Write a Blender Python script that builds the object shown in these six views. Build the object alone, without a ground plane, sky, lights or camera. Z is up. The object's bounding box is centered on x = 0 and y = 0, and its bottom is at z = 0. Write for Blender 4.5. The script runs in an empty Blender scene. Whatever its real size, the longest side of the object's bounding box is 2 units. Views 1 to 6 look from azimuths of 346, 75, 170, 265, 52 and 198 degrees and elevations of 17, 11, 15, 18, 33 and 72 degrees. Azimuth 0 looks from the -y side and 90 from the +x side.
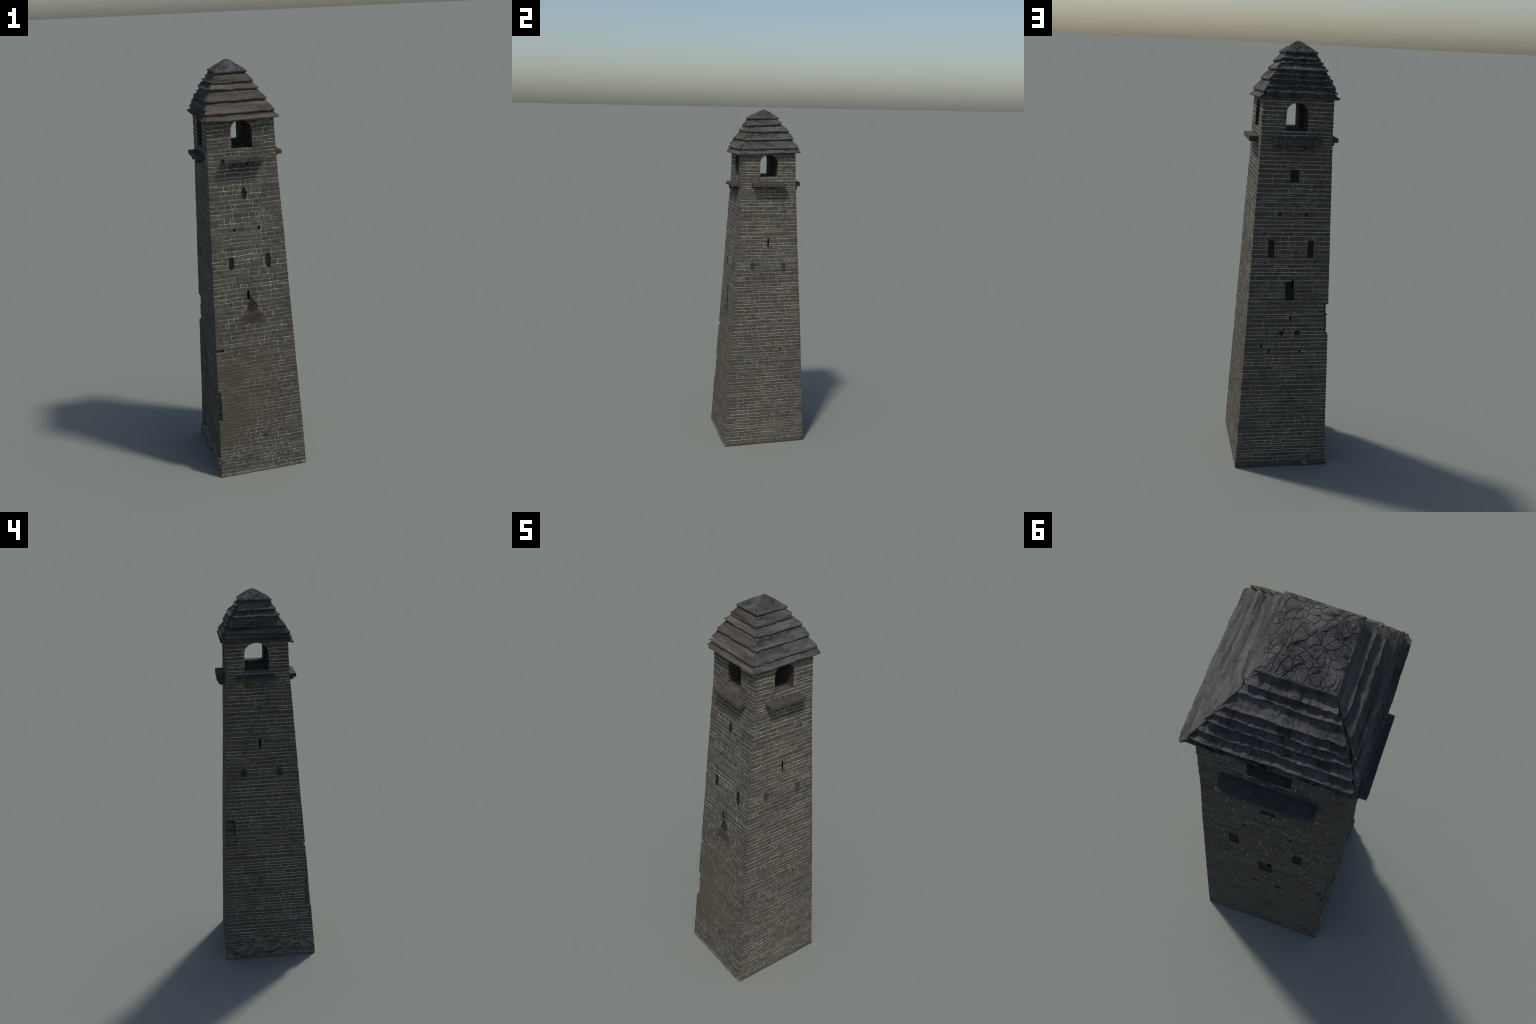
"""Tall tapering stone watchtower: coursed rubble masonry shaft, open arched belfry
with four projecting window shelves, stepped stone-slab roof with a pyramid cap."""
import bpy, bmesh, math, random
import numpy as np
from mathutils import Vector, noise

R = random.Random(7)
sc = bpy.context.scene

# ------------------------------------------------------------------ helpers
def link(name, me, parent=None, kind=None):
    o = bpy.data.objects.new(name, me)
    sc.collection.objects.link(o)
    if parent: o.parent = parent
    if kind: o["kind"] = kind
    return o

def mesh_of(name, verts, faces, mats=(), idx=None, smooth=False):
    me = bpy.data.meshes.new(name)
    me.from_pydata([tuple(v) for v in verts], [], faces)
    for m in mats: me.materials.append(m)
    if idx is not None: me.polygons.foreach_set("material_index", idx)
    if smooth: me.polygons.foreach_set("use_smooth", [True] * len(me.polygons))
    me.update()
    return me

def fix_normals(me):
    bm = bmesh.new(); bm.from_mesh(me)
    bmesh.ops.recalc_face_normals(bm, faces=bm.faces)
    bm.to_mesh(me); bm.free(); me.update()

def fbm(p, octaves=4, h=0.8):
    return noise.fractal(p, h, 2.1, octaves, noise_basis='PERLIN_ORIGINAL')

def cells(p):
    d = noise.voronoi(p)[0]
    return d[1] - d[0]

# ------------------------------------------------------------------ materials
class Nodes:
    def __init__(self, name):
        self.m = bpy.data.materials.new(name); self.m.use_nodes = True
        self.t = self.m.node_tree; self.bsdf = self.t.nodes["Principled BSDF"]
        self.bsdf.inputs["Specular IOR Level"].default_value = 0.15
        self.bsdf.inputs["Roughness"].default_value = 0.92
        self.tc = self.t.nodes.new("ShaderNodeTexCoord").outputs["Object"]
    def put(self, sock, v):
        if isinstance(v, bpy.types.NodeSocket): self.t.links.new(v, sock)
        elif isinstance(v, (tuple, list)) and len(v) == 3 and sock.type == 'RGBA': sock.default_value = (*v, 1)
        else: sock.default_value = v
    def mapping(self, scale=(1, 1, 1), loc=(0, 0, 0), rot=(0, 0, 0), src=None):
        n = self.t.nodes.new("ShaderNodeMapping")
        self.put(n.inputs["Vector"], src or self.tc)
        n.inputs["Scale"].default_value = scale; n.inputs["Location"].default_value = loc
        n.inputs["Rotation"].default_value = rot
        return n.outputs[0]
    def noise(self, scale, detail=4, rough=0.6, vec=None):
        n = self.t.nodes.new("ShaderNodeTexNoise")
        self.put(n.inputs["Vector"], vec or self.tc)
        n.inputs["Scale"].default_value = scale; n.inputs["Detail"].default_value = detail
        n.inputs["Roughness"].default_value = rough
        return n.outputs["Fac"]
    def voro(self, scale, feature='DISTANCE_TO_EDGE', vec=None):
        n = self.t.nodes.new("ShaderNodeTexVoronoi"); n.feature = feature
        self.put(n.inputs["Vector"], vec or self.tc); n.inputs["Scale"].default_value = scale
        return n.outputs["Distance"]
    def ramp(self, fac, *stops):
        n = self.t.nodes.new("ShaderNodeValToRGB"); e = n.color_ramp.elements
        while len(e) < len(stops): e.new(0.5)
        for el, (p, c) in zip(e, stops):
            el.position = p; el.color = (*c, 1) if isinstance(c, tuple) else (c, c, c, 1)
        self.put(n.inputs[0], fac); return n.outputs[0]
    def mix(self, fac, a, b, mode='MIX'):
        n = self.t.nodes.new("ShaderNodeMix"); n.data_type = 'RGBA'; n.blend_type = mode
        self.put(n.inputs[0], fac); self.put(n.inputs[6], a); self.put(n.inputs[7], b)
        return n.outputs[2]
    def math(self, op, a, b=0.0):
        n = self.t.nodes.new("ShaderNodeMath"); n.operation = op
        self.put(n.inputs[0], a); self.put(n.inputs[1], b); return n.outputs[0]
    def blob(self, centre, radius):
        """soft mask round a point: 1 inside, 0 outside an ellipsoid"""
        v = self.mapping(tuple(1 / r for r in radius), tuple(-c / r for c, r in zip(centre, radius)))
        n = self.t.nodes.new("ShaderNodeVectorMath"); n.operation = 'LENGTH'
        self.put(n.inputs[0], v)
        wob = self.math('MULTIPLY_ADD', self.noise(28, 3), 0.9)
        self.t.nodes[wob.node.name].inputs[2].default_value = -0.45
        return self.ramp(self.math('ADD', n.outputs["Value"], wob), (0.45, 1.0), (1.0, 0.0))
    def bump(self, h, strength, dist):
        n = self.t.nodes.new("ShaderNodeBump")
        n.inputs["Strength"].default_value = strength; n.inputs["Distance"].default_value = dist
        self.put(n.inputs["Height"], h); self.put(self.bsdf.inputs["Normal"], n.outputs[0])
    def done(self, col):
        self.put(self.bsdf.inputs["Base Color"], col); return self.m

MORTAR = (0.55, 0.505, 0.40)

def stains(n, col):
    """soot, run-off and lichen patches that lie over stone and mortar alike"""
    dark = (0.028, 0.027, 0.026); brown = (0.085, 0.068, 0.047); ochre = (0.17, 0.14, 0.085)
    def over(c, centre, radius, tint, k):
        return n.mix(n.math('MULTIPLY', n.blob(centre, radius), k), c, tint)
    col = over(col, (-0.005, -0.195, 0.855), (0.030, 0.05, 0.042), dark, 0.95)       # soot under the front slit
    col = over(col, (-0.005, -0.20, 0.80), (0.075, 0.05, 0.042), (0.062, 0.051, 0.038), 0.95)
    col = over(col, (-0.04, -0.225, 0.46), (0.22, 0.055, 0.34), (0.112, 0.090, 0.060), 0.34)    # earthy wash, lower front
    col = over(col, (-0.14, -0.232, 0.27), (0.095, 0.06, 0.16), (0.094, 0.077, 0.053), 0.62)
    col = over(col, (-0.13, -0.225, 0.53), (0.10, 0.06, 0.075), (0.094, 0.077, 0.053), 0.55)
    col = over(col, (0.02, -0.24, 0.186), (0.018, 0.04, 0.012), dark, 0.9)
    col = over(col, (0.22, 0.02, 0.07), (0.06, 0.11, 0.08), ochre, 0.22)            # lichen on the sunny foot
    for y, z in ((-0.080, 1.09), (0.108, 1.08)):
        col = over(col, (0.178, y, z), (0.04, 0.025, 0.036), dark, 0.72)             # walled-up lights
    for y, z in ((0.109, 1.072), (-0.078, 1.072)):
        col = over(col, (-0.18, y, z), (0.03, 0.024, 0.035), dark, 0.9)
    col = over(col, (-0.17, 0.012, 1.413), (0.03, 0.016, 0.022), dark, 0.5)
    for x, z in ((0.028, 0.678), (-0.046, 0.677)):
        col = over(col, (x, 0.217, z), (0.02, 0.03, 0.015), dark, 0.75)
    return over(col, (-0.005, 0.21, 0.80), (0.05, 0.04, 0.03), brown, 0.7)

def stone(name, base, lime):
    n = Nodes(name)
    fine = n.noise(260, 5, 0.7)
    mid = n.noise(38, 4, 0.6)
    lo = tuple(c * 0.72 for c in base); hi = tuple(min(1, c * 1.30) for c in base)
    col = n.mix(n.ramp(mid, (0.3, 0.0), (0.7, 1.0)), lo, hi)
    col = n.mix(n.ramp(fine, (0.35, 0.35), (0.65, 0.0)), col, tuple(c * 0.5 for c in base))
    smear = n.noise(75, 5, 0.75, n.mapping((1, 1, 1.9)))
    patch = n.noise(9, 2, 0.5)
    amount = n.math('MULTIPLY', n.ramp(smear, (0.50, 0.0), (0.68, lime)), n.ramp(patch, (0.38, 0.15), (0.62, 1.0)))
    col = n.mix(amount, col, tuple(c * 0.62 for c in MORTAR))
    broad = n.noise(6.5, 3, 0.55)
    col = n.mix(n.ramp(broad, (0.40, 0.0), (0.64, 0.5)), col, (0.090, 0.079, 0.063))
    col = n.mix(n.ramp(n.noise(11, 3), (0.36, 0.35), (0.50, 0.0)), col, tuple(c * 0.62 for c in base))
    n.bump(n.noise(170, 6, 0.7), 0.55, 0.0022)
    return n.done(stains(n, col))

STONES = [stone("dark_slate_stone", (0.081, 0.072, 0.060), 0.55),
          stone("blue_grey_stone", (0.077, 0.073, 0.066), 0.5),
          stone("brown_stone", (0.088, 0.077, 0.060), 0.5),
          stone("warm_grey_stone", (0.104, 0.096, 0.082), 0.65),
          stone("pale_grey_stone", (0.118, 0.109, 0.094), 0.75)]

def mortar():
    n = Nodes("lime_mortar")
    col = n.mix(n.ramp(n.noise(55, 5, 0.7), (0.30, 0.0), (0.66, 1.0)), tuple(c * 0.42 for c in MORTAR), MORTAR)
    col = n.mix(n.ramp(n.noise(7, 2), (0.36, 0.6), (0.56, 0.0)), col, (0.19, 0.168, 0.13))
    n.bump(n.noise(240, 4), 0.5, 0.002)
    return n.done(stains(n, col))

def interior():
    n = Nodes("dark_inner_masonry")
    sep = n.t.nodes.new("ShaderNodeSeparateXYZ"); n.put(sep.inputs[0], n.tc)
    com = n.t.nodes.new("ShaderNodeCombineXYZ")
    n.put(com.inputs[0], n.math('ADD', sep.outputs[0], sep.outputs[1])); n.put(com.inputs[1], sep.outputs[2])
    b = n.t.nodes.new("ShaderNodeTexBrick"); n.put(b.inputs["Vector"], com.outputs[0])
    b.inputs["Scale"].default_value = 17; b.inputs["Mortar Size"].default_value = 0.035; b.inputs["Row Height"].default_value = 0.30; b.inputs["Brick Width"].default_value = 1.3
    b.inputs["Color1"].default_value = (0.04, 0.037, 0.034, 1); b.inputs["Color2"].default_value = (0.06, 0.053, 0.044, 1)
    b.inputs["Mortar"].default_value = (0.13, 0.115, 0.09, 1)
    n.bump(n.noise(120, 5), 0.6, 0.003)
    return n.done(n.mix(n.ramp(n.noise(30), (0.35, 0.0), (0.65, 0.6)), b.outputs["Color"], (0.045, 0.04, 0.036)))

def plain(name, base, var=0.3, scale=60, stretch=(1, 1, 1), bump=0.003):
    n = Nodes(name)
    f = n.ramp(n.noise(scale, 5, 0.65, n.mapping(stretch)), (0.3, 0.0), (0.7, 1.0))
    n.bump(n.noise(scale * 2.2, 6, 0.7, n.mapping(stretch)), 0.6, bump)
    return n.done(n.mix(f, tuple(c * (1 - var) for c in base), tuple(c * (1 + var) for c in base)))

def slab_material(name, base, grain, cracked):
    """weathered roof slab: streaks along the slab plus pale worn flecks"""
    n = Nodes(name)
    v = n.mapping(grain)
    streak = n.noise(22, 6, 0.72, v)
    col = n.mix(n.ramp(streak, (0.36, 0.0), (0.64, 1.0)), tuple(c * 0.36 for c in base), tuple(c * 1.75 for c in base))
    col = n.mix(n.ramp(n.noise(14, 3), (0.42, 0.0), (0.66, 0.55)), col, tuple(c * 1.18 for c in base))
    crack = n.voro(46, vec=n.mapping(tuple(0.45 + 0.55 * g / max(grain) for g in grain)))
    line = n.ramp(crack, (0.0, 0.75), (0.035, 0.0))
    gate = n.ramp(n.noise(17, 2), (0.46, 0.0), (0.58, 1.0))
    col = n.mix(n.math('MULTIPLY', n.math('MULTIPLY', line, gate), cracked), col, (0.022, 0.021, 0.022))
    flecks = n.ramp(n.noise(95, 3, 0.6, v), (0.62, 0.0), (0.74, 0.35))
    col = n.mix(flecks, col, (0.20, 0.185, 0.165))
    n.bump(n.math('ADD', streak, n.math('MULTIPLY', n.noise(150, 5), 0.4)), 1.0, 0.007)
    return n.done(col)

M_MORTAR, M_INNER = mortar(), interior()
M_DARK = plain("dark_recess_floor", (0.018, 0.018, 0.0175), 0.15, 90, bump=0.001)
def rubble():
    n = Nodes("exposed_rubble_core")
    v = n.mapping((1, 1, 2.8), rot=(math.radians(27), 0, 0))
    strata = n.noise(19, 6, 0.7, v)
    col = n.mix(n.ramp(strata, (0.38, 0.0), (0.60, 1.0)), (0.080, 0.070, 0.054), (0.270, 0.242, 0.190))  # light and dark streaks painted on, so relief shading shows on the shaded side
    col = n.mix(n.ramp(n.noise(70, 4), (0.45, 0.0), (0.65, 0.4)), col, (0.090, 0.080, 0.063))
    n.bump(n.math('ADD', strata, n.noise(110, 5)), 0.9, 0.008)
    return n.done(col)
M_RUBBLE = rubble()
M_VOID = plain("slit_darkness_paint", (0.006, 0.006, 0.006), 0.1)  # near-black colour deepens the shadow inside slits and holes
M_SOOT = plain("soot_blackened_stone", (0.036, 0.033, 0.029), 0.45, 55, (1, 1, 2), 0.003)
M_BREAK = plain("broken_core_mortar", (0.150, 0.132, 0.100), 0.5, 70, (1, 1, 2.2), 0.004)
M_FLOOR = plain("worn_floor_stone", (0.075, 0.068, 0.058), 0.4, 50)
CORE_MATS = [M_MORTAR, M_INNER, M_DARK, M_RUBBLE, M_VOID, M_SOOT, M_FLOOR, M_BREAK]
M_GREY_X = slab_material("grey_roof_slate", (0.066, 0.064, 0.063), (1, 1, 1), 1.0)
M_WOODY_X = slab_material("brown_roof_slab", (0.079, 0.069, 0.057), (0.16, 1.0, 2.2), 0.35)
M_GREY_Y = slab_material("grey_roof_slab", (0.068, 0.0655, 0.063), (1.0, 0.34, 1.8), 0.85)
M_DUSK_Y = slab_material("dusky_roof_slab", (0.070, 0.064, 0.060), (1.0, 0.16, 2.0), 0.4)
M_SHELF = plain("weathered_shelf_stone", (0.066, 0.061, 0.058), 0.3, 42, (1.6, 1.6, 0.6), 0.003)
M_SHELF_FACE = plain("lichened_shelf_edge", (0.068, 0.060, 0.047), 0.4, 50, (2.2, 2.2, 0.35), 0.003)
M_OCHRE = plain("ochre_bracket_tip", (0.23, 0.135, 0.05), 0.3, 60)
M_UNDER = plain("roof_core_shade", (0.05, 0.047, 0.044), 0.2)

# ------------------------------------------------------------------ shaft shape
KZ = [0, .3, .6, .9, 1.2, 1.45, 1.6, 1.78]
WALL = {'S': [-.2490, -.2305, -.2092, -.1892, -.1695, -.1530, -.1427, -.1390],
        'N': [.2430, .2318, .2200, .2065, .1922, .1825, .1765, .1715],
        'E': [.2248, .2125, .1985, .1850, .1727, .1592, .1548, .1480],
        'W': [-.2128, -.2028, -.1948, -.1861, -.1782, -.1711, -.1668, -.1644]}
OUT = {'S': -1, 'N': 1, 'E': 1, 'W': -1}

PROUD = .0011
def wall(f, z): return float(np.interp(z, KZ, WALL[f])) + OUT[f] * PROUD

def on(f, a, z, d):
    """point on face f: a along the face, height z, d out from the wall plane"""
    c = wall(f, z) + OUT[f] * d
    return (a, c, z) if f in 'SN' else (c, a, z)

def ends(f, z):
    return (wall('W', z), wall('E', z)) if f in 'SN' else (wall('S', z), wall('N', z))

# ------------------------------------------------------------------ cutters
def prism(f, outline, d0, d1, mat):
    """closed prism from an outline of (a, z) on face f between depths d0 < d1"""
    n = len(outline); v = []
    zm = sum(q[1] for q in outline) / n
    for d in (d0, d1):
        for a, z in outline:
            c = wall(f, z if mat in (0, 2, 5) else zm) + OUT[f] * d
            v.append((a, c, z) if f in 'SN' else (c, a, z))
    faces = [list(range(n)), list(range(2 * n - 1, n - 1, -1))] + [[i, i + n, (i + 1) % n + n, (i + 1) % n] for i in range(n)]
    return v, faces, mat

def arch(a0, a1, sill, spring, top, lean=0.0, corner=0.004):
    m, r = (a0 + a1) / 2, (a1 - a0) / 2
    pts = [(a0 + corner, sill), (a1 - corner - lean, sill), (a1 - lean, sill + corner)]
    for i in range(15):
        t = math.pi * i / 14
        s = math.sin(t)
        pts.append((m + r * math.cos(t) * (1.0 if 0 < i < 14 else 1), spring + (top - spring) * s ** 0.92 if s > 0 else spring))
    pts.append((a0, sill + corner))
    return pts

def rect(a0, a1, z0, z1, slant=0.0): return [(a0, z0), (a1, z0), (a1 + slant, z1), (a0 + slant, z1)]

def oval(ac, zc, ra, rz, power=2.0, lean=0.0, seed=0, wob=0.12, n=18):
    rr = random.Random(seed); out = []
    for i in range(n):
        t = math.tau * i / n; c, s = math.cos(t), math.sin(t)
        k = 1 + rr.uniform(-wob, wob)
        out.append((ac + k * ra * math.copysign(abs(c) ** (2 / power), c) + lean * s, zc + k * rz * math.copysign(abs(s) ** (2 / power), s)))
    return out

def rough_box(lo, hi, mat, amp=0.003, seed=0, n=(5, 4, 8)):
    bm = bmesh.new(); bmesh.ops.create_cube(bm, size=1)
    bmesh.ops.subdivide_edges(bm, edges=bm.edges[:], cuts=5, use_grid_fill=True)
    lo, hi = Vector(lo), Vector(hi)
    for v in bm.verts:
        p = Vector([l + (c + .5) * (h - l) for l, h, c in zip(lo, hi, v.co)])
        v.co = p + noise.noise_vector(p * 55 + Vector((seed, 0, 0))) * amp
    vs = [tuple(v.co) for v in bm.verts]; bm.verts.index_update()
    fs = [[v.index for v in f.verts] for f in bm.faces]; bm.free()
    return vs, fs, mat

ARCHES = {'S': arch(-.053, .045, 1.6085, 1.693, 1.737), 'E': arch(-.038, .069, 1.613, 1.690, 1.742, lean=.002),
          'N': arch(-.053, .045, 1.611, 1.690, 1.735), 'W': arch(-.042, .081, 1.608, 1.690, 1.746)}
P_ARCH = [(*prism(f, o, -.175, .05, 1)[:2], [1, 1, 6] + [1] * (len(o) - 1)) for f, o in ARCHES.items()]     # two vaulted passages crossing in the middle
def grown(o, k=.0006):
    """the same outline a hair larger, so that stone and core faces never coincide"""
    ca, cz = sum(q[0] for q in o) / len(o), sum(q[1] for q in o) / len(o)
    return [(a + math.copysign(k, a - ca), z + math.copysign(k, z - cz)) for a, z in o]
P_ARCH_STONE = [prism(f, grown(o), -.06, .05, 0) for f, o in ARCHES.items()]
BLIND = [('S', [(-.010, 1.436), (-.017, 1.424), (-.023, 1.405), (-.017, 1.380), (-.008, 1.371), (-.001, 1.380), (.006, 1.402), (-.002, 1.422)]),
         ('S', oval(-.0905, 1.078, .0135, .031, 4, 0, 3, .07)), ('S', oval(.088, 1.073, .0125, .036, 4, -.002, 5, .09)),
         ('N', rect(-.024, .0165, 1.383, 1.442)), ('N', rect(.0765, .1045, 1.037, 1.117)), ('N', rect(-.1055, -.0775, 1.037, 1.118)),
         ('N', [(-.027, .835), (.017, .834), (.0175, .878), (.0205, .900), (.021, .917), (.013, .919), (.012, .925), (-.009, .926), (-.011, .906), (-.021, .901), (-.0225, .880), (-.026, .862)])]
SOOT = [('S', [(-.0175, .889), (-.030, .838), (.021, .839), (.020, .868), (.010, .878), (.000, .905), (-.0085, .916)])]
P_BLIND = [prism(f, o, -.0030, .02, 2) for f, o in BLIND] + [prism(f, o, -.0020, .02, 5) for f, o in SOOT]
P_STONE = [prism(f, grown(o, .0004), -.014, .02, 0) for f, o in BLIND + SOOT + [('N', rect(-.056, -.036, .667, .687)), ('N', rect(.018, .033, .665, .683))]]
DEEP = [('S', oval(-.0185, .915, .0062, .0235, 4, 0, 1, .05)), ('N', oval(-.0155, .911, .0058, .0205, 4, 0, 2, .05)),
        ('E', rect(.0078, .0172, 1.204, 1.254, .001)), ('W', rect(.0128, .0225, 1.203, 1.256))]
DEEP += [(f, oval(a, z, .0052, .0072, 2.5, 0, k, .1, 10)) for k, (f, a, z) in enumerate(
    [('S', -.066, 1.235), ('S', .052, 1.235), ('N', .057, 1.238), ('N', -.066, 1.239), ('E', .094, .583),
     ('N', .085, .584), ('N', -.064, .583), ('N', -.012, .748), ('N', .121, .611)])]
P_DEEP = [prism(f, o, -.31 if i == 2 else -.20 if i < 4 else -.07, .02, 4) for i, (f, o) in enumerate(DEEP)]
P_PIERCE = [prism(f, grown(o, .0003), -.03, .02, 0) for f, o in DEEP]
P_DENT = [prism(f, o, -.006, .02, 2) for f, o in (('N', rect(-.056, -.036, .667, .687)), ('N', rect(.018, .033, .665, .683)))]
P_LOSS = [rough_box((-.30, -.30, .294), (-.186, -.199, .446), 7, .004, 1),      # eaten-away arris
          rough_box((-.30, -.30, .6475), (-.156, -.192, .6640), 3, .0015, 2),    # robbed block
          rough_box((-.30, .163, .668), (-.1785, .30, .753), 7, .003, 3),         # broken niche
          rough_box((-.30, .163, .756), (-.169, .30, .814), 7, .003, 4),
          rough_box((-.30, -.012 + .205, .745), (-.18, .30, .765), 7, .002, 6)]

def cutter(parts, mats):
    v, f, idx = [], [], []
    for pv, pf, m in parts:
        o = len(v); v += pv; f += [[i + o for i in q] for q in pf]; idx += m if isinstance(m, list) else [m] * len(pf)
    me = mesh_of("cutter", v, f, mats, [i % len(mats) for i in idx]); fix_normals(me)
    return link("cutter", me)

def boolean(obj, parts, mats, self_cut=False):
    c = cutter(parts, mats)
    m = obj.modifiers.new("cut", 'BOOLEAN'); m.object = c; m.operation = 'DIFFERENCE'
    m.solver = 'EXACT'; m.use_self = self_cut
    dg = bpy.context.evaluated_depsgraph_get()
    me = bpy.data.meshes.new_from_object(obj.evaluated_get(dg))
    obj.modifiers.clear(); old = obj.data; obj.data = me; bpy.data.meshes.remove(old)
    cm = c.data; bpy.data.objects.remove(c); bpy.data.meshes.remove(cm)

# ------------------------------------------------------------------ thing and core
tower = link("stone_watchtower", None)
tower["label"] = "tall tapering stone watchtower with stepped slab roof"
tower["category"] = "medieval tower"

DEPTH = 0.0013                      # mortar lies this far behind the stone faces
zs = sorted(set(KZ[:-1] + [.1, .45, .75, 1.05, 1.33, 1.7, 1.764]))
v, f = [], []
for z in zs:
    for fx, fy in (('W', 'S'), ('E', 'S'), ('E', 'N'), ('W', 'N')):
        v.append((wall(fx, z) - OUT[fx] * DEPTH, wall(fy, z) - OUT[fy] * DEPTH, z))
for i in range(len(zs) - 1):
    for k in range(4): f.append([4 * i + k, 4 * i + (k + 1) % 4, 4 * i + 4 + (k + 1) % 4, 4 * i + 4 + k])
f += [[3, 2, 1, 0], [4 * len(zs) - 4 + k for k in range(4)]]
core = link("masonry_wall", mesh_of("masonry_wall", v, f, CORE_MATS), tower)
for p in P_ARCH: boolean(core, [p], CORE_MATS)
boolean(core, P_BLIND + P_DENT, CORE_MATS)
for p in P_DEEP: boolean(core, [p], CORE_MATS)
for p in P_LOSS: boolean(core, [p], CORE_MATS)

# ------------------------------------------------------------------ stone blocks
def rubble_top(y):
    """upper edge of the bare rubble on the ruined west foot"""
    return float(np.interp(y, [-.25, -.07, 0, .075, .15, .215, .245], [.098, .117, .127, .118, .075, .052, .050]))

def wave(face, a, z):
    lo, hi = ends(face, z); t = (a - lo) / (hi - lo)
    fade = max(0.0, math.sin(math.pi * min(1, max(0, t)))) ** 0.7
    amp = {'S': .0060, 'W': .0034, 'N': .0018, 'E': .0014}[face]
    o = 'SENW'.index(face) * 17.3
    return amp * fade * (noise.noise(Vector((a * 7 + o, z * 10, 2.0))) + .45 * noise.noise(Vector((a * 26 + o, z * 30, 5.0))))

def tone(face, a, z):
    """which of the five stones stands here"""
    w = {'S': [4, 1.2, 2, 2, .2], 'E': [5, .5, 2, 2, .15], 'N': [5, .7, 1.5, 1, .1], 'W': [5, .7, .8, .6, .05]}[face][:]
    if face == 'S':
        if z < .6 and a < -.02: w[2] += 6; w[3] += 1
        if z < .45 and a > -.08: w[0] += 4; w[1] += 3
        if .6 < z < .8: w[2] += 4
        if 1.0 < z < 1.5: w[3] += 5; w[4] += 1.6
        if z > 1.5: w[2] += 5
    if face == 'E':
        if z < .2: w[3] += 4; w[2] += 2
        if .25 < z < .9: w[0] += 2
        if z > 1.0: w[3] += 2
    return R.choices(range(5), w)[0]

def block(face, a0, a1, z0, z1, calm=False):
    """one bedded stone: chamfered, slightly bulged and out of true; returns verts, faces"""
    L, H = a1 - a0, z1 - z0
    nx = max(2, min(7, round(L / .012))); ny = 2
    ch = min(.0008, H * .12); bulge = R.uniform(.0001, .0006); p = R.uniform(-.0005, .0005)
    tilt, sk0, sk1 = R.uniform(-.0004, .0004), R.uniform(-.0010, .0010), R.uniform(-.0010, .0010)
    if calm: sk0 = sk1 = tilt = 0.0
    jit = lambda s: R.uniform(-s, s) * (.4 if calm else 1)
    V, F = [], []
    def put(i, j, inset, d, wob):
        u, w = i / nx, j / ny
        a = a0 + inset + u * (L - 2 * inset); z = z0 + inset + w * (H - 2 * inset)
        if i == 0: a += sk0 * (w - .5) * 2
        if i == nx: a += sk1 * (w - .5) * 2
        round_off = .0004 if (i in (0, nx) and j in (0, ny)) else 0
        a += (round_off if i == 0 else -round_off if i == nx else 0) + jit(wob)
        z += (round_off if j == 0 else -round_off if j == ny else 0) + jit(wob)
        z += wave(face, a, z)
        V.append(on(face, a, z, d)); return len(V) - 1
    ring = [(i, 0) for i in range(nx)] + [(nx, j) for j in range(ny)] + [(i, ny) for i in range(nx, 0, -1)] + [(0, j) for j in range(ny, 0, -1)]
    back = [put(i, j, 0, -.007, 0) for i, j in ring]
    mid = [put(i, j, 0, p - ch, .0003) for i, j in ring]
    grid = [[put(i, j, ch, p + tilt * (2 * i / nx - 1) + (bulge if 0 < i < nx and 0 < j < ny else 0) + jit(.00025), .0002)
             for j in range(ny + 1)] for i in range(nx + 1)]
    front = [grid[i][j] for i, j in ring]
    n = len(ring)
    for k in range(n):
        m = (k + 1) % n
        F.append([back[k], back[m], mid[m], mid[k]]); F.append([mid[k], mid[m], front[m], front[k]])
    for i in range(nx):
        for j in range(ny): F.append([grid[i][j], grid[i + 1][j], grid[i + 1][j + 1], grid[i][j + 1]])
    F.append(back[::-1])
    return V, F

def quoin(fx, fy, lx, ly, z0, z1):
    """corner stone bonded into both faces"""
    bm = bmesh.new(); bmesh.ops.create_cube(bm, size=1)
    p = R.uniform(-.0006, .0008); q = R.uniform(-.0006, .0008)
    for v in bm.verts:
        z = z1 if v.co.z > 0 else z0
        ox = wall(fx, z) + OUT[fx] * p; oy = wall(fy, z) + OUT[fy] * q
        x = ox if v.co.x * OUT[fx] > 0 else ox - OUT[fx] * lx
        y = oy if v.co.y * OUT[fy] > 0 else oy - OUT[fy] * ly
        v.co = (x, y, z)
    bmesh.ops.bevel(bm, geom=bm.edges[:], offset=.0009, segments=1, affect='EDGES', profile=.5)
    for v in bm.verts: v.co += Vector((R.uniform(-1, 1), R.uniform(-1, 1), R.uniform(-1, 1))) * .00025
    bmesh.ops.recalc_face_normals(bm, faces=bm.faces); bm.verts.index_update()
    out = [tuple(v.co) for v in bm.verts], [[v.index for v in f.verts] for f in bm.faces]
    bm.free(); return out

# stretches of each face that some cutter touches: (face, a0, a1, z0, z1)
TOUCH = [(f, min(a for a, z in o), max(a for a, z in o), min(z for a, z in o), max(z for a, z in o))
         for f, o in list(ARCHES.items()) + BLIND + SOOT + DEEP + [('N', rect(-.056, .033, .665, .687))]]
for pv, _, _ in P_LOSS:
    lo, hi = np.min(pv, 0), np.max(pv, 0)
    fy = 'N' if hi[1] > .25 else 'S'
    TOUCH.append(('W', lo[1], hi[1], lo[2], hi[2])); TOUCH.append((fy, lo[0], hi[0], lo[2], hi[2]))

def touched(face, a0, a1, z0, z1):
    e = .004
    return any(face == t[0] and a1 > t[1] - e and a0 < t[2] + e and z1 > t[3] - e and z0 < t[4] + e for t in TOUCH)

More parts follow.
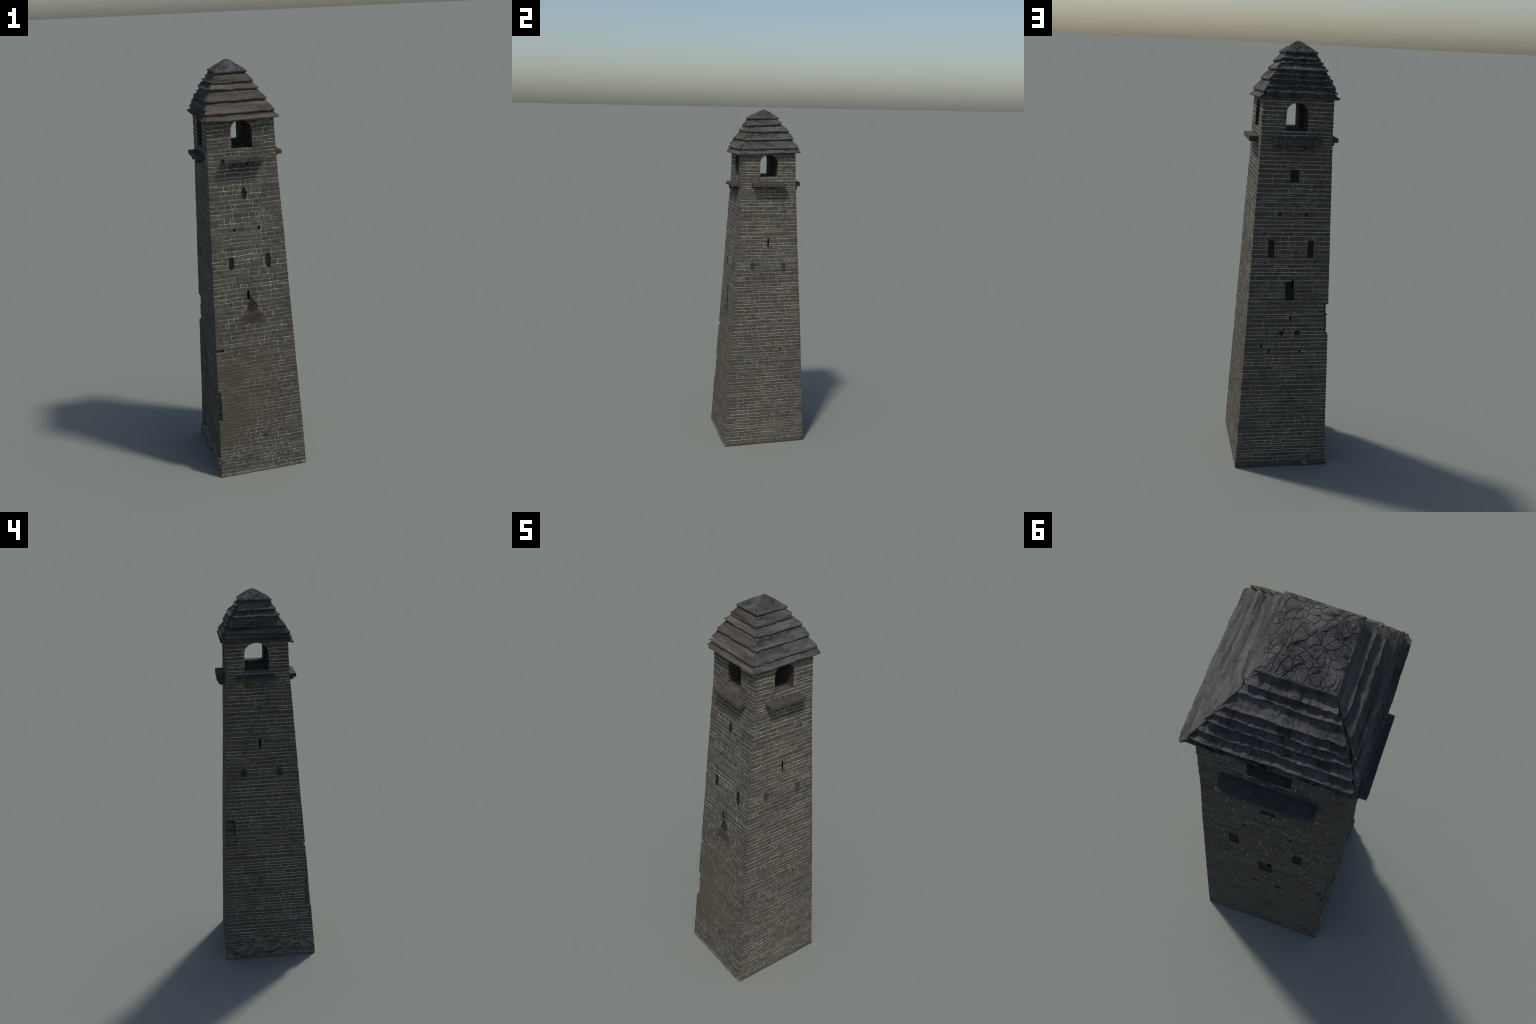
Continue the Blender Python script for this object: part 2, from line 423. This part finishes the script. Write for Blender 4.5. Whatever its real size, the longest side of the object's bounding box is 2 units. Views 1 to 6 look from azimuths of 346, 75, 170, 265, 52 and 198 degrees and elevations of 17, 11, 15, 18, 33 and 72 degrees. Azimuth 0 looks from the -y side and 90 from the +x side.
blocks, cut_blocks = [], []          # (area, verts, faces, tone)
def add(area, geo, t, hit): (cut_blocks if hit else blocks).append((area, geo[0], geo[1], t))

CORNERS = [('W', 'S'), ('E', 'S'), ('E', 'N'), ('W', 'N')]
BED = {'S': .0027, 'E': .0032, 'N': .0028, 'W': .0032}
JOINT = {'S': .0019, 'E': .0010, 'N': .0011, 'W': .0011}
z, course = .013, 0
while z < 1.757:
    h = min(.026, max(.0125, R.gauss(.0193, .0030)))
    if z + h > 1.752: h = 1.766 - z
    z0, z1 = z, z + h; zc = (z0 + z1) / 2
    qlen = {}
    for k, (fx, fy) in enumerate(CORNERS):
        long, short = R.uniform(.036, .060), R.uniform(.018, .030)
        lx, ly = (long, short) if (course + k) % 2 else (short, long)
        qlen[fx + fy] = (lx, ly)
        if fx == 'W' and z0 < .11: qlen[fx + fy] = (lx, .012 if fy == 'S' else .004); ly = qlen[fx + fy][1]
        hit = touched(fx, *sorted((wall(fy, zc), wall(fy, zc) - OUT[fy] * ly)), z0, z1) or touched(fy, *sorted((wall(fx, zc), wall(fx, zc) - OUT[fx] * lx)), z0, z1)
        b = .0028 / 2
        add(h * (lx + ly), quoin(fx, fy, lx, ly, z0 + b, z1 - b), tone(fy if lx > ly else fx, wall(fx if lx > ly else fy, zc) * .8, zc), hit)
    for face in 'SENW':
        lo, hi = ends(face, zc)
        if face in 'SN': a, end = lo + qlen['W' + face][0], hi - qlen['E' + face][0]
        else: a, end = lo + qlen[face + 'S'][1], hi - qlen[face + 'N'][1]
        j = JOINT[face]
        while a < end - .004:
            L = min(.105, max(.017, R.lognormvariate(math.log({'S': .038, 'E': .042, 'N': .050, 'W': .046}[face]), .45)))
            if end - (a + L) < .020: L = end - a
            a0, a1 = a + j / 2 * R.uniform(.6, 1.3), a + L - j / 2 * R.uniform(.6, 1.3)
            b = BED[face] / 2 * R.uniform(.7, 1.2)
            parts = [(z0 + b, z1 - b)]
            if h > .0165 and R.random() < {'S': .13, 'E': .24, 'N': .12, 'W': .15}[face]:
                m = z0 + h * R.uniform(.38, .62); parts = [(z0 + b, m - b * .7), (m + b * .7, z1 - b)]
            for p0, p1 in parts:
                if face == 'W' and p1 < min(rubble_top(a0), rubble_top(a1)) - .003: continue
                hit = touched(face, a0, a1, p0, p1)
                add((a1 - a0) * (p1 - p0), block(face, a0, a1, p0, p1, hit), tone(face, (a0 + a1) / 2, zc), hit)
            a += L
    z = z1; course += 1

def joined(name, items, mats):
    V, F, I = [], [], []
    for _, bv, bf, t in items:
        o = len(V); V += bv; F += [[i + o for i in q] for q in bf]; I += [t] * len(bf)
    me = mesh_of(name, V, F, mats, I); fix_normals(me); return me

def trimmed(item):
    """cut one stone with every opening or breakage that reaches into it"""
    _, bv, bf, t = item
    lo, hi = np.min(bv, 0), np.max(bv, 0)
    todo = [p for p, l, h in CUTTERS if (l < hi).all() and (h > lo).all()]
    if not todo: return item
    me = mesh_of("stone", bv, bf, [STONES[t]]); fix_normals(me)
    o = link("stone", me)
    for p in todo:
        if len(o.data.vertices): boolean(o, [(p[0], p[1], 0)], [STONES[t]])
    V = [tuple(v.co) for v in o.data.vertices]; F = [list(q.vertices) for q in o.data.polygons]
    me = o.data; bpy.data.objects.remove(o); bpy.data.meshes.remove(me)
    if not V:                                   # swallowed whole, or a failed cut of a stone barely touched
        gone = any(((lo + hi) / 2 > l).all() and ((lo + hi) / 2 < h).all() for p, l, h in CUTTERS if p in todo)
        return None if gone else item
    return item[0], V, F, t
CUTTERS = [(p, np.min(p[0], 0), np.max(p[0], 0)) for p in P_ARCH_STONE + P_STONE + P_PIERCE + P_LOSS]
cut_blocks = [b for b in map(trimmed, cut_blocks) if b]

blocks.sort(key=lambda b: -b[0])
for area, bv, bf, t in blocks[:300]:
    me = mesh_of("stone_block", bv, bf, [STONES[t]]); fix_normals(me)
    link("stone_block", me, core)
link("small_stone_block", joined("small_stone_block", blocks[300:], STONES), core, "stuff")
link("trimmed_stone_block", joined("trimmed_stone_block", cut_blocks, STONES), core, "stuff")

# rough stones left standing in the broken corner niche
def boulder(name, centre, size, mat, parent, seed, sub=3, amp=.35):
    bm = bmesh.new(); bmesh.ops.create_icosphere(bm, subdivisions=sub, radius=1)
    for v in bm.verts:
        p = v.co.copy()
        for k in range(3): p[k] = math.copysign(abs(p[k]) ** .5, p[k])
        k = 1 + amp * fbm(p * 1.6 + Vector((seed * 3.1, 0, 0)), 4)
        v.co = Vector(c + s * q * k for c, s, q in zip(centre, size, p)); v.co.z = max(v.co.z, .0004) if centre != (0, 0, 0) else v.co.z
    me = bpy.data.meshes.new(name); bm.to_mesh(me); bm.free()
    me.materials.append(mat)
    return link(name, me, parent)

for k, (y, z, sy, sz, x) in enumerate([(.186, .683, .018, .008, -.184), (.190, .703, .021, .007, -.184), (.176, .722, .011, .007, -.183),
                                       (.200, .722, .010, .008, -.183), (.188, .741, .020, .007, -.182), (.176, .764, .009, .006, -.176),
                                       (.196, .770, .010, .008, -.176), (.192, .790, .012, .007, -.175)]):
    boulder("rubble_stone", (x + .0045, y, z), (.0085, sy * 1.32, sz * 1.3), STONES[4 if k % 3 else 3], core, k, 3, .12)

# ------------------------------------------------------------------ ruined footing, base course
def footing():
    ny, nz = 260, 84
    V, F = [], []
    for i in range(ny + 1):
        y = -.2445 + (.4835) * i / ny
        top = rubble_top(y) + .006 * noise.noise(Vector((y * 60, 3, 1)))
        for j in range(nz + 1):
            w = j / nz; z = top * w
            q = Vector((0, y * 15 - z * 10, z * 34 + y * 9))
            q += noise.noise_vector(q * .6) * .5
            d = .0022 + .0085 * fbm(q, 6, .7) + .0050 * (.4 - min(1, cells(Vector((1, y * 30 - z * 20, z * 52 + y * 16)))))
            left = min(1, max(0, (y - .03) / .05))
            if y > -.02: d += left * .0045 * max(0, 1 - z / .09) + .004 * math.exp(-((y - .225) / .02) ** 2 - (z / .022) ** 2) + .006 * math.exp(-((y - .085) / .010) ** 2 - (z / .016) ** 2)
            if z < .016: d = max(d, .003) + .0015
            d = max(-.0004, min(d, .0110))
            edge = min(1, (1 - w) / .10, (y + .2445) / .006 + .12, (.239 - y) / .004 + .1)
            d = d * max(0, edge) - .004 * (1 - max(0, edge))
            V.append(on('W', y, z, d))
    for i in range(ny):
        for j in range(nz):
            a = i * (nz + 1) + j; F.append([a, a + 1, a + nz + 2, a + nz + 1])
    rim = [i * (nz + 1) for i in range(ny + 1)]
    n0 = len(V)                       # close the shell inside the wall
    for i in range(ny + 1):
        y = -.2445 + .4835 * i / ny
        V.append((wall('W', 0) + .02, y, 0)); V.append((wall('W', .05) + .02, y, rubble_top(y)))
    for i in range(ny):
        a, b = n0 + 2 * i, n0 + 2 * i + 2
        F += [[rim[i], rim[i + 1], b, a], [rim[i] + nz, a + 1, b + 1, rim[i + 1] + nz], [a, b, b + 1, a + 1]]
    F += [[n0, n0 + 1] + [j for j in range(nz, -1, -1)], [n0 + 2 * ny + 1, n0 + 2 * ny] + [rim[ny] + j for j in range(nz + 1)]]
    me = mesh_of("rubble_footing", V, F, [M_RUBBLE], smooth=True); fix_normals(me)
    return link("rubble_footing", me, tower)
foot = footing()
for k in range(64):
    y = R.uniform(-.232, .226); top = rubble_top(y) - .008
    z = R.uniform(.014, top)
    ln, th = R.uniform(.010, .024), R.uniform(.0035, .0075)
    o = boulder("rubble_stone", (0, 0, 0), (R.uniform(.0050, .0075), ln, th), M_RUBBLE, foot, 40 + k, 2, .28)
    tilt = -math.radians(R.gauss(24, 7)); c, sn = math.cos(tilt), math.sin(tilt)
    for v in o.data.vertices:
        p = v.co.copy()
        yy, zz = y + p.y * c - p.z * sn, z + p.y * sn + p.z * c
        zz = min(max(zz, .001), rubble_top(yy) + .004); yy = max(-.246, min(.240, yy))
        v.co = (wall('W', zz) - .0008 + p.x, yy, zz)
boulder("rubble_stone", (-.212, .228, .012), (.0125, .012, .0125), M_RUBBLE, foot, 21)
boulder("rubble_stone", (-.212, .083, .010), (.0115, .012, .010), M_RUBBLE, foot, 22)
boulder("rubble_stone", (-.108, .2405, .017), (.014, .0075, .017), M_RUBBLE, foot, 23)
boulder("rubble_stone", (-.205, .233, .048), (.010, .010, .010), M_RUBBLE, foot, 24)

def base_course():
    prof = [(.0, -.004), (.0, .0004), (.003, .0006), (.009, .0008), (.0125, .0003), (.0145, -.003)]
    V, F = [], []
    per = []
    for (x0, y0), (x1, y1), n in (((0, 0), (1, 0), 60), ((1, 0), (1, 1), 64), ((1, 1), (0, 1), 60), ((0, 1), (0, 0), 64)):
        per += [(x0 + (x1 - x0) * i / n, y0 + (y1 - y0) * i / n) for i in range(n)]
    for k, (z, d) in enumerate(prof):
        x0, x1, y0, y1 = wall('W', z) - d, wall('E', z) + d, wall('S', z) - d, wall('N', z) + d
        for u, v_ in per:
            x, y = x0 + (x1 - x0) * u, y0 + (y1 - y0) * v_
            w = .0009 * noise.noise(Vector((x * 60, y * 60, k))) if 0 < k < 5 else 0
            V.append((x - w * (1 if u == 0 else -1 if u == 1 else 0), y - w * (1 if v_ == 0 else -1 if v_ == 1 else 0), z + (w if k > 2 else 0)))
    n = len(per)
    for k in range(len(prof) - 1):
        for i in range(n): F.append([k * n + i, k * n + (i + 1) % n, (k + 1) * n + (i + 1) % n, (k + 1) * n + i])
    me = mesh_of("base_course", V, F, [plain("pale_base_mortar", (0.175, 0.155, 0.126), .6, 38), STONES[0]]); fix_normals(me)
    for p in me.polygons: p.material_index = 0 if p.center.y < wall('S', 0) + .004 else 1
    return link("base_course", me, tower)
base_course()

# ------------------------------------------------------------------ window shelves
def slab_box(name, lo, hi, mats, parent, amp, seed, top_axis=True, cuts=19):
    bm = bmesh.new(); bmesh.ops.create_cube(bm, size=1)
    bmesh.ops.bevel(bm, geom=bm.edges[:], offset=.06, segments=2, affect='EDGES', profile=.5)
    ax = 0 if hi[0] - lo[0] > hi[1] - lo[1] else 1
    for k in range(1, cuts + 1):
        n = [0, 0, 0]; n[ax] = 1; c = [0, 0, 0]; c[ax] = -.44 + .88 * k / (cuts + 1)
        bmesh.ops.bisect_plane(bm, geom=bm.verts[:] + bm.edges[:] + bm.faces[:], plane_co=c, plane_no=n)
    size = [h - l for l, h in zip(lo, hi)]
    for v in bm.verts:
        c = v.co.copy(); m = min(size)
        p = Vector()
        for k in range(3):                       # keep the edge rounding the same width on every axis
            t = abs(c[k]); r = .06 * m / size[k] * 1.6
            t = t if k == ax and t < .44 else (.5 - (.5 - t) / .06 * r if t > .44 else t * (.5 - r) / .44)
            p[k] = (lo[k] + hi[k]) / 2 + math.copysign(t, c[k]) * size[k]
        v.co = p + noise.noise_vector(p * 45 + Vector((seed * 2.7, 0, 0))) * amp
    bmesh.ops.recalc_face_normals(bm, faces=bm.faces)
    me = bpy.data.meshes.new(name); bm.to_mesh(me); bm.free()
    for m in mats: me.materials.append(m)
    if len(mats) > 1:
        for p in me.polygons: p.material_index = 0 if p.normal.z > .6 else 1
    return link(name, me, parent)

SHELF_MATS = [M_SHELF, M_SHELF_FACE]
def shelf(face, a0, a1, reach, zb, zt, brackets, depth_b, amp=.0012, seed=0, tip=False):
    inner = wall(face, zb) - OUT[face] * .012
    x = sorted((inner, reach))
    box = lambda p0, p1, q, z0, z1: ((p0, q[0], z0), (p1, q[1], z1)) if face in 'SN' else ((q[0], p0, z0), (q[1], p1, z1))
    s = slab_box("window_shelf", *box(a0, a1, x, zb, zt), SHELF_MATS, tower, amp, seed)
    for k, (b0, b1) in enumerate(brackets):
        y = sorted((inner, reach - OUT[face] * .009))
        slab_box("shelf_bracket", *box(b0, b1, y, zb - depth_b, zb + .003), [M_SHELF_FACE], s, amp, seed + 5 + k, cuts=2)
        if tip:
            y = sorted((inner, reach - OUT[face] * .016))
            slab_box("bracket_wedge", *box(b0 + .003, b1 - .002, y, zb - depth_b - .006, zb - depth_b + .002), [M_OCHRE], s, amp * .6, seed + 9 + k, cuts=2)
    return s
shelf('N', -.115, .104, .2220, 1.5535, 1.580, [(.039, .071), (-.074, -.042)], .024, .001, 1, tip=True)
shelf('W', -.0715, .129, -.2082, 1.5585, 1.579, [(.067, .083), (-.020, -.005)], .019, .001, 2)
shelf('E', -.087, .109, .1995, 1.5590, 1.579, [(-.050, -.034), (.030, .047)], .012, .0016, 3)
shelf('S', -.101, .092, -.1885, 1.5520, 1.572, [(-.050, -.025), (.012, .038)], .023, .0034, 4)

# ------------------------------------------------------------------ roof
# each side: (out, height) of the drip edge of every tier, and the two ends of that edge
ROOF = {
 'S': dict(z0=[1.944, 1.902, 1.874, 1.824, 1.773, 1.743], z1=[1.944, 1.902, 1.872, 1.826, 1.774, 1.742],
           d=[.069, .0885, .106, .1325, .159, .168], lo=[-.098, -.116, -.130, -.153, -.167, -.177], hi=[.051, .0765, .096, .125, .155, .166]),
 'E': dict(z0=[1.946, 1.906, 1.870, 1.823, 1.772, 1.746], z1=[1.946, 1.914, 1.876, 1.833, 1.782, 1.757],
           d=[.0525, .077, .097, .127, .155, .172], lo=[-.063, -.081, -.093, -.123, -.149, -.163], hi=[.094, .111, .146, .165, .192, .199]),
 'N': dict(z0=[1.950, 1.922, 1.903, 1.877, 1.851, 1.833, 1.806, 1.780, 1.755], z1=[1.949, 1.923, 1.904, 1.878, 1.856, 1.832, 1.804, 1.780, 1.758],
           d=[.0955, .1125, .124, .1475, .158, .168, .181, .195, .197], lo=[-.097, -.105, -.119, -.134, -.145, -.158, -.165, -.174, -.183],
           hi=[.049, .058, .067, .090, .102, .116, .131, .142, .160]),
 'W': dict(z0=[1.945, 1.905, 1.873, 1.826, 1.790, 1.771, 1.748], z1=[1.948, 1.902, 1.874, 1.829, 1.798, 1.778, 1.759],
           d=[.1005, .1215, .142, .162, .172, .180, .189], lo=[-.069, -.087, -.103, -.131, -.153, -.160, -.167], hi=[.088, .109, .127, .149, .169, .180, .196])}

rc_z = [1.755, 1.775, 1.80, 1.825, 1.85, 1.874, 1.903, 1.930, 1.952]
def reach_at(s, z):
    q = ROOF[s]; zz = [(a + b) / 2 for a, b in zip(q['z0'], q['z1'])]
    return float(np.interp(z, zz[::-1], q['d'][::-1])) - (.015 if s == 'N' else .011)
V, F = [], []
for z in rc_z:
    e, w, s, n = (reach_at(k, z) for k in 'EWSN')
    V += [(-w, -s, z), (e, -s, z), (e, n, z), (-w, n, z)]
for i in range(len(rc_z) - 1):
    for k in range(4): F.append([4 * i + k, 4 * i + (k + 1) % 4, 4 * i + 4 + (k + 1) % 4, 4 * i + 4 + k])
F += [[3, 2, 1, 0], [4 * len(rc_z) - 4 + k for k in range(4)]]
roof = link("roof", mesh_of("roof", V, F, [M_GREY_X]), tower)

ROOF_MAT = {'S': M_WOODY_X, 'E': M_GREY_Y, 'N': M_GREY_X, 'W': M_DUSK_Y}

def place(side, t, d, z):
    return {'S': (t, -d, z), 'N': (t, d, z), 'E': (d, t, z), 'W': (-d, t, z)}[side]

def roof_slab(side, k):
    """one tier: a thick slab that starts under the tier above and drips out at its own edge"""
    q = ROOF[side]
    dp, zp0, zp1 = q['d'][k - 1], q['z0'][k - 1], q['z1'][k - 1]
    dl, zl0, zl1 = q['d'][k], q['z0'][k], q['z1'][k]
    last = k == len(q['d']) - 1
    thick = .0052
    if side == 'N': du, zu0, zu1 = dl - .026, zl0 + .020, zl1 + .020      # flat treads on the weather side
    else: du, zu0, zu1 = dp - .0095, zp0 - .0035, zp1 - .0035
    if dl - du < .018: du = dl - .018
    def end(key, d, sgn):                                  # mitre line of the hip at reach d
        e0, e1 = q[key][k - 1], q[key][k]
        m = (e1 - e0) / max(.004, dl - dp); m = math.copysign(min(1.2, max(.5, abs(m))), sgn)
        return e1 + m * (d - dl) + sgn * ((.009 if sgn > 0 else .005) if side == 'N' else .0035)
    nl = max(30, int((q['hi'][k] - q['lo'][k]) / .0024)); nr = 14
    seed = Vector((k * 7.7, 'SENW'.index(side) * 13.1, 4.2))
    blocky = {'S': .22, 'W': .4, 'E': .75, 'N': 1.0}[side]
    chips = [(R.uniform(.08, .92), R.uniform(.02, .07), R.uniform(.001, .004)) for _ in range(R.randint(1, 3))]
    steps = sorted(R.uniform(.1, .9) for _ in range(3)); lift = [R.uniform(-.0009, .0009) for _ in range(4)]
    drop = .020 if not last else .0
    V, F = [], []
    # section: down the top face, round the nose, back under the lip, then a riser into the tier below
    sect = [('top', i / nr) for i in range(nr + 1)] + [('nose', 0), ('nose', 1), ('lip', 0), ('riser', 0), ('riser', 1)]
    for i in range(nl + 1):
        u = i / nl
        sag = .0022 * noise.noise(Vector((u * 3.1, 0, 0)) + seed) + .0008 * noise.noise(Vector((u * 11, 1, 0)) + seed)
        sag += lift[sum(u > w for w in steps)]
        nib = .0018 * fbm(Vector((u * 6, 5, 0)) + seed, 2) + .0004 * fbm(Vector((u * 40, 8, 0)) + seed, 2)
        chip = .007 * max(0, (abs(2 * u - 1) - .94) / .06) ** 2
        for c, w, dpth in chips: chip += dpth * max(0, 1 - ((u - c) / w) ** 2)
        if side == 'E' and k == 1: chip += .020 * max(0, (u - .86) / .14) ** 1.5
        zu = zu0 + (zu1 - zu0) * u; zl = zl0 + (zl1 - zl0) * u + sag + chip * .4 - .0030
        d_l = dl + nib - chip * .6 + {'S': .0004, 'N': .0004, 'E': .0012, 'W': .0008}[side]
        for what, r in sect:
            if what == 'top':
                d = du + (d_l - du) * r; z = zu + (zl + thick - zu) * r - {'S': .0004, 'E': -.0014, 'N': .0026, 'W': .0026}[side] * math.sin(math.pi * r ** 1.35)
            elif what == 'nose': d = d_l - .0002 - .0010 * r; z = zl + thick * (.5 if r == 0 else 0)
            elif what == 'lip': d = d_l - .0075 if not last else dl - .016; z = zl + .0008
            else: d = (d_l - .0092 if not last else dl - .026) - .002 * r; z = zl + .0016 - drop * r + (.004 * r if last else 0)
            t = end('lo', d, -1) * (1 - u) + end('hi', d, 1) * u
            if what == 'top':
                f = min(1, r * 6)
                z += f * .0010 * fbm(Vector((t * 7, r * 5.5, k)) + seed, 5)
                g = noise.ridged_multi_fractal(Vector((t * 4, r * 15, 3)) + seed, .8, 2.1, 5, 1, 2)
                z += f * (1 - blocky) * (.0013 * g - .0013)
                if blocky > .05:
                    q3 = Vector((t * (36 if side == 'N' else 19), (d + z) * (26 if side == 'N' else 34), k * 3.0)) + seed
                    q3 += noise.noise_vector(q3 * .7) * .45
                    dist, pts = noise.voronoi(q3)
                    z -= f * (.35 + .65 * blocky) * .0030 * max(0, 1 - (dist[1] - dist[0]) / .13)
                    step = noise.noise(pts[0] * 3.7)
                    z += f * .0024 * step * (.4 + .6 * blocky); d += .0022 * step * max(0, r - .8) / .2
                    z += f * blocky * .0008 * fbm(q3 * .9, 4)
            V.append(place(side, t, d, z))
    m = len(sect)
    for i in range(nl):
        for j in range(m):
            a, b = i * m + j, i * m + (j + 1) % m
            F.append([a, b, b + m, a + m])
    F += [list(range(m)), [nl * m + j for j in range(m - 1, -1, -1)]]
    me = mesh_of("roof_slab", V, F, [ROOF_MAT[side]], smooth=True); fix_normals(me)
    me.set_sharp_from_angle(angle=math.radians(42))
    return link("roof_slab", me, roof)
for s in 'SENW':
    for k in range(1, len(ROOF[s]['d'])): roof_slab(s, k)

def cap():
    """pyramid cap stone, gently convex, cracked into plates"""
    n = 96; A = Vector((-.019, .021, 2.0))
    C = {(-1, -1): Vector((-.0995, -.0695, 1.9485)), (1, -1): Vector((.0525, -.0695, 1.9505)), (1, 1): Vector((.0505, .0955, 1.9535)), (-1, 1): Vector((-.0985, .0945, 1.953))}
    V, F, top = [], [], {}
    for i in range(-n, n + 1):
        for j in range(-n, n + 1):
            u, w = i / n, j / n; r = max(abs(u), abs(w))
            b = Vector()
            if r > 0:
                uu, ww = u / r, w / r
                for (su, sw), c in C.items(): b += c * ((1 + su * uu) / 2) * ((1 + sw * ww) / 2)
                p = A.lerp(b, r); p.z = A.z + (b.z - A.z) * r ** 1.13
            else: p = A.copy()
            q = Vector((p.x * 54, p.y * 46, p.z * 24))
            warp = noise.noise_vector(q * .6) * .5
            c = cells(q + warp)
            dz = -.0030 * max(0, 1 - c / .075) + .0016 * fbm(q * .8, 5)
            if noise.noise(q * .22 + Vector((9, 9, 9))) < -.30: dz += .0012
            c2 = cells(q * 1.9 + warp + Vector((4, 4, 4)))
            dz -= .0008 * max(0, 1 - c2 / .10) * (1 if noise.noise(q * .3) > -.05 else 0)
            fade = 0 if r < .02 else 1
            if r > .94: fade *= max(.25, (1 - r) / .06)
            p.z += dz * fade - (.0016 if r > .99 else 0)
            if r > .97:
                k = .0013 * fbm(Vector((u * 3, w * 3, 3)), 2)
                p.x += k * (1 if u > .97 else -1 if u < -.97 else 0); p.y += k * (1 if w > .97 else -1 if w < -.97 else 0)
            top[i, j] = len(V); V.append(p)
    for i in range(-n, n):
        for j in range(-n, n): F.append([top[i, j], top[i + 1, j], top[i + 1, j + 1], top[i, j + 1]])
    rim = [top[i, -n] for i in range(-n, n)] + [top[n, j] for j in range(-n, n)] + [top[i, n] for i in range(n, -n, -1)] + [top[-n, j] for j in range(n, -n, -1)]
    m = len(rim); cx = Vector((-.023, .013, 0))
    rings = [rim]
    for shrink, drop in ((.995, .004), (.975, .0065), (.80, .004)):
        ring = []
        for k in rim:
            p = V[k]; ring.append(len(V))
            V.append(Vector((cx.x + (p.x - cx.x) * shrink, cx.y + (p.y - cx.y) * shrink, p.z - drop)))
        rings.append(ring)
    for a, b in zip(rings, rings[1:]):
        for k in range(m): F.append([a[k], b[k], b[(k + 1) % m], a[(k + 1) % m]])
    F.append(rings[-1])
    me = mesh_of("roof_cap", V, F, [M_GREY_X], smooth=True); fix_normals(me)
    me.set_sharp_from_angle(angle=math.radians(42))
    return link("roof_cap", me, roof)
cap()
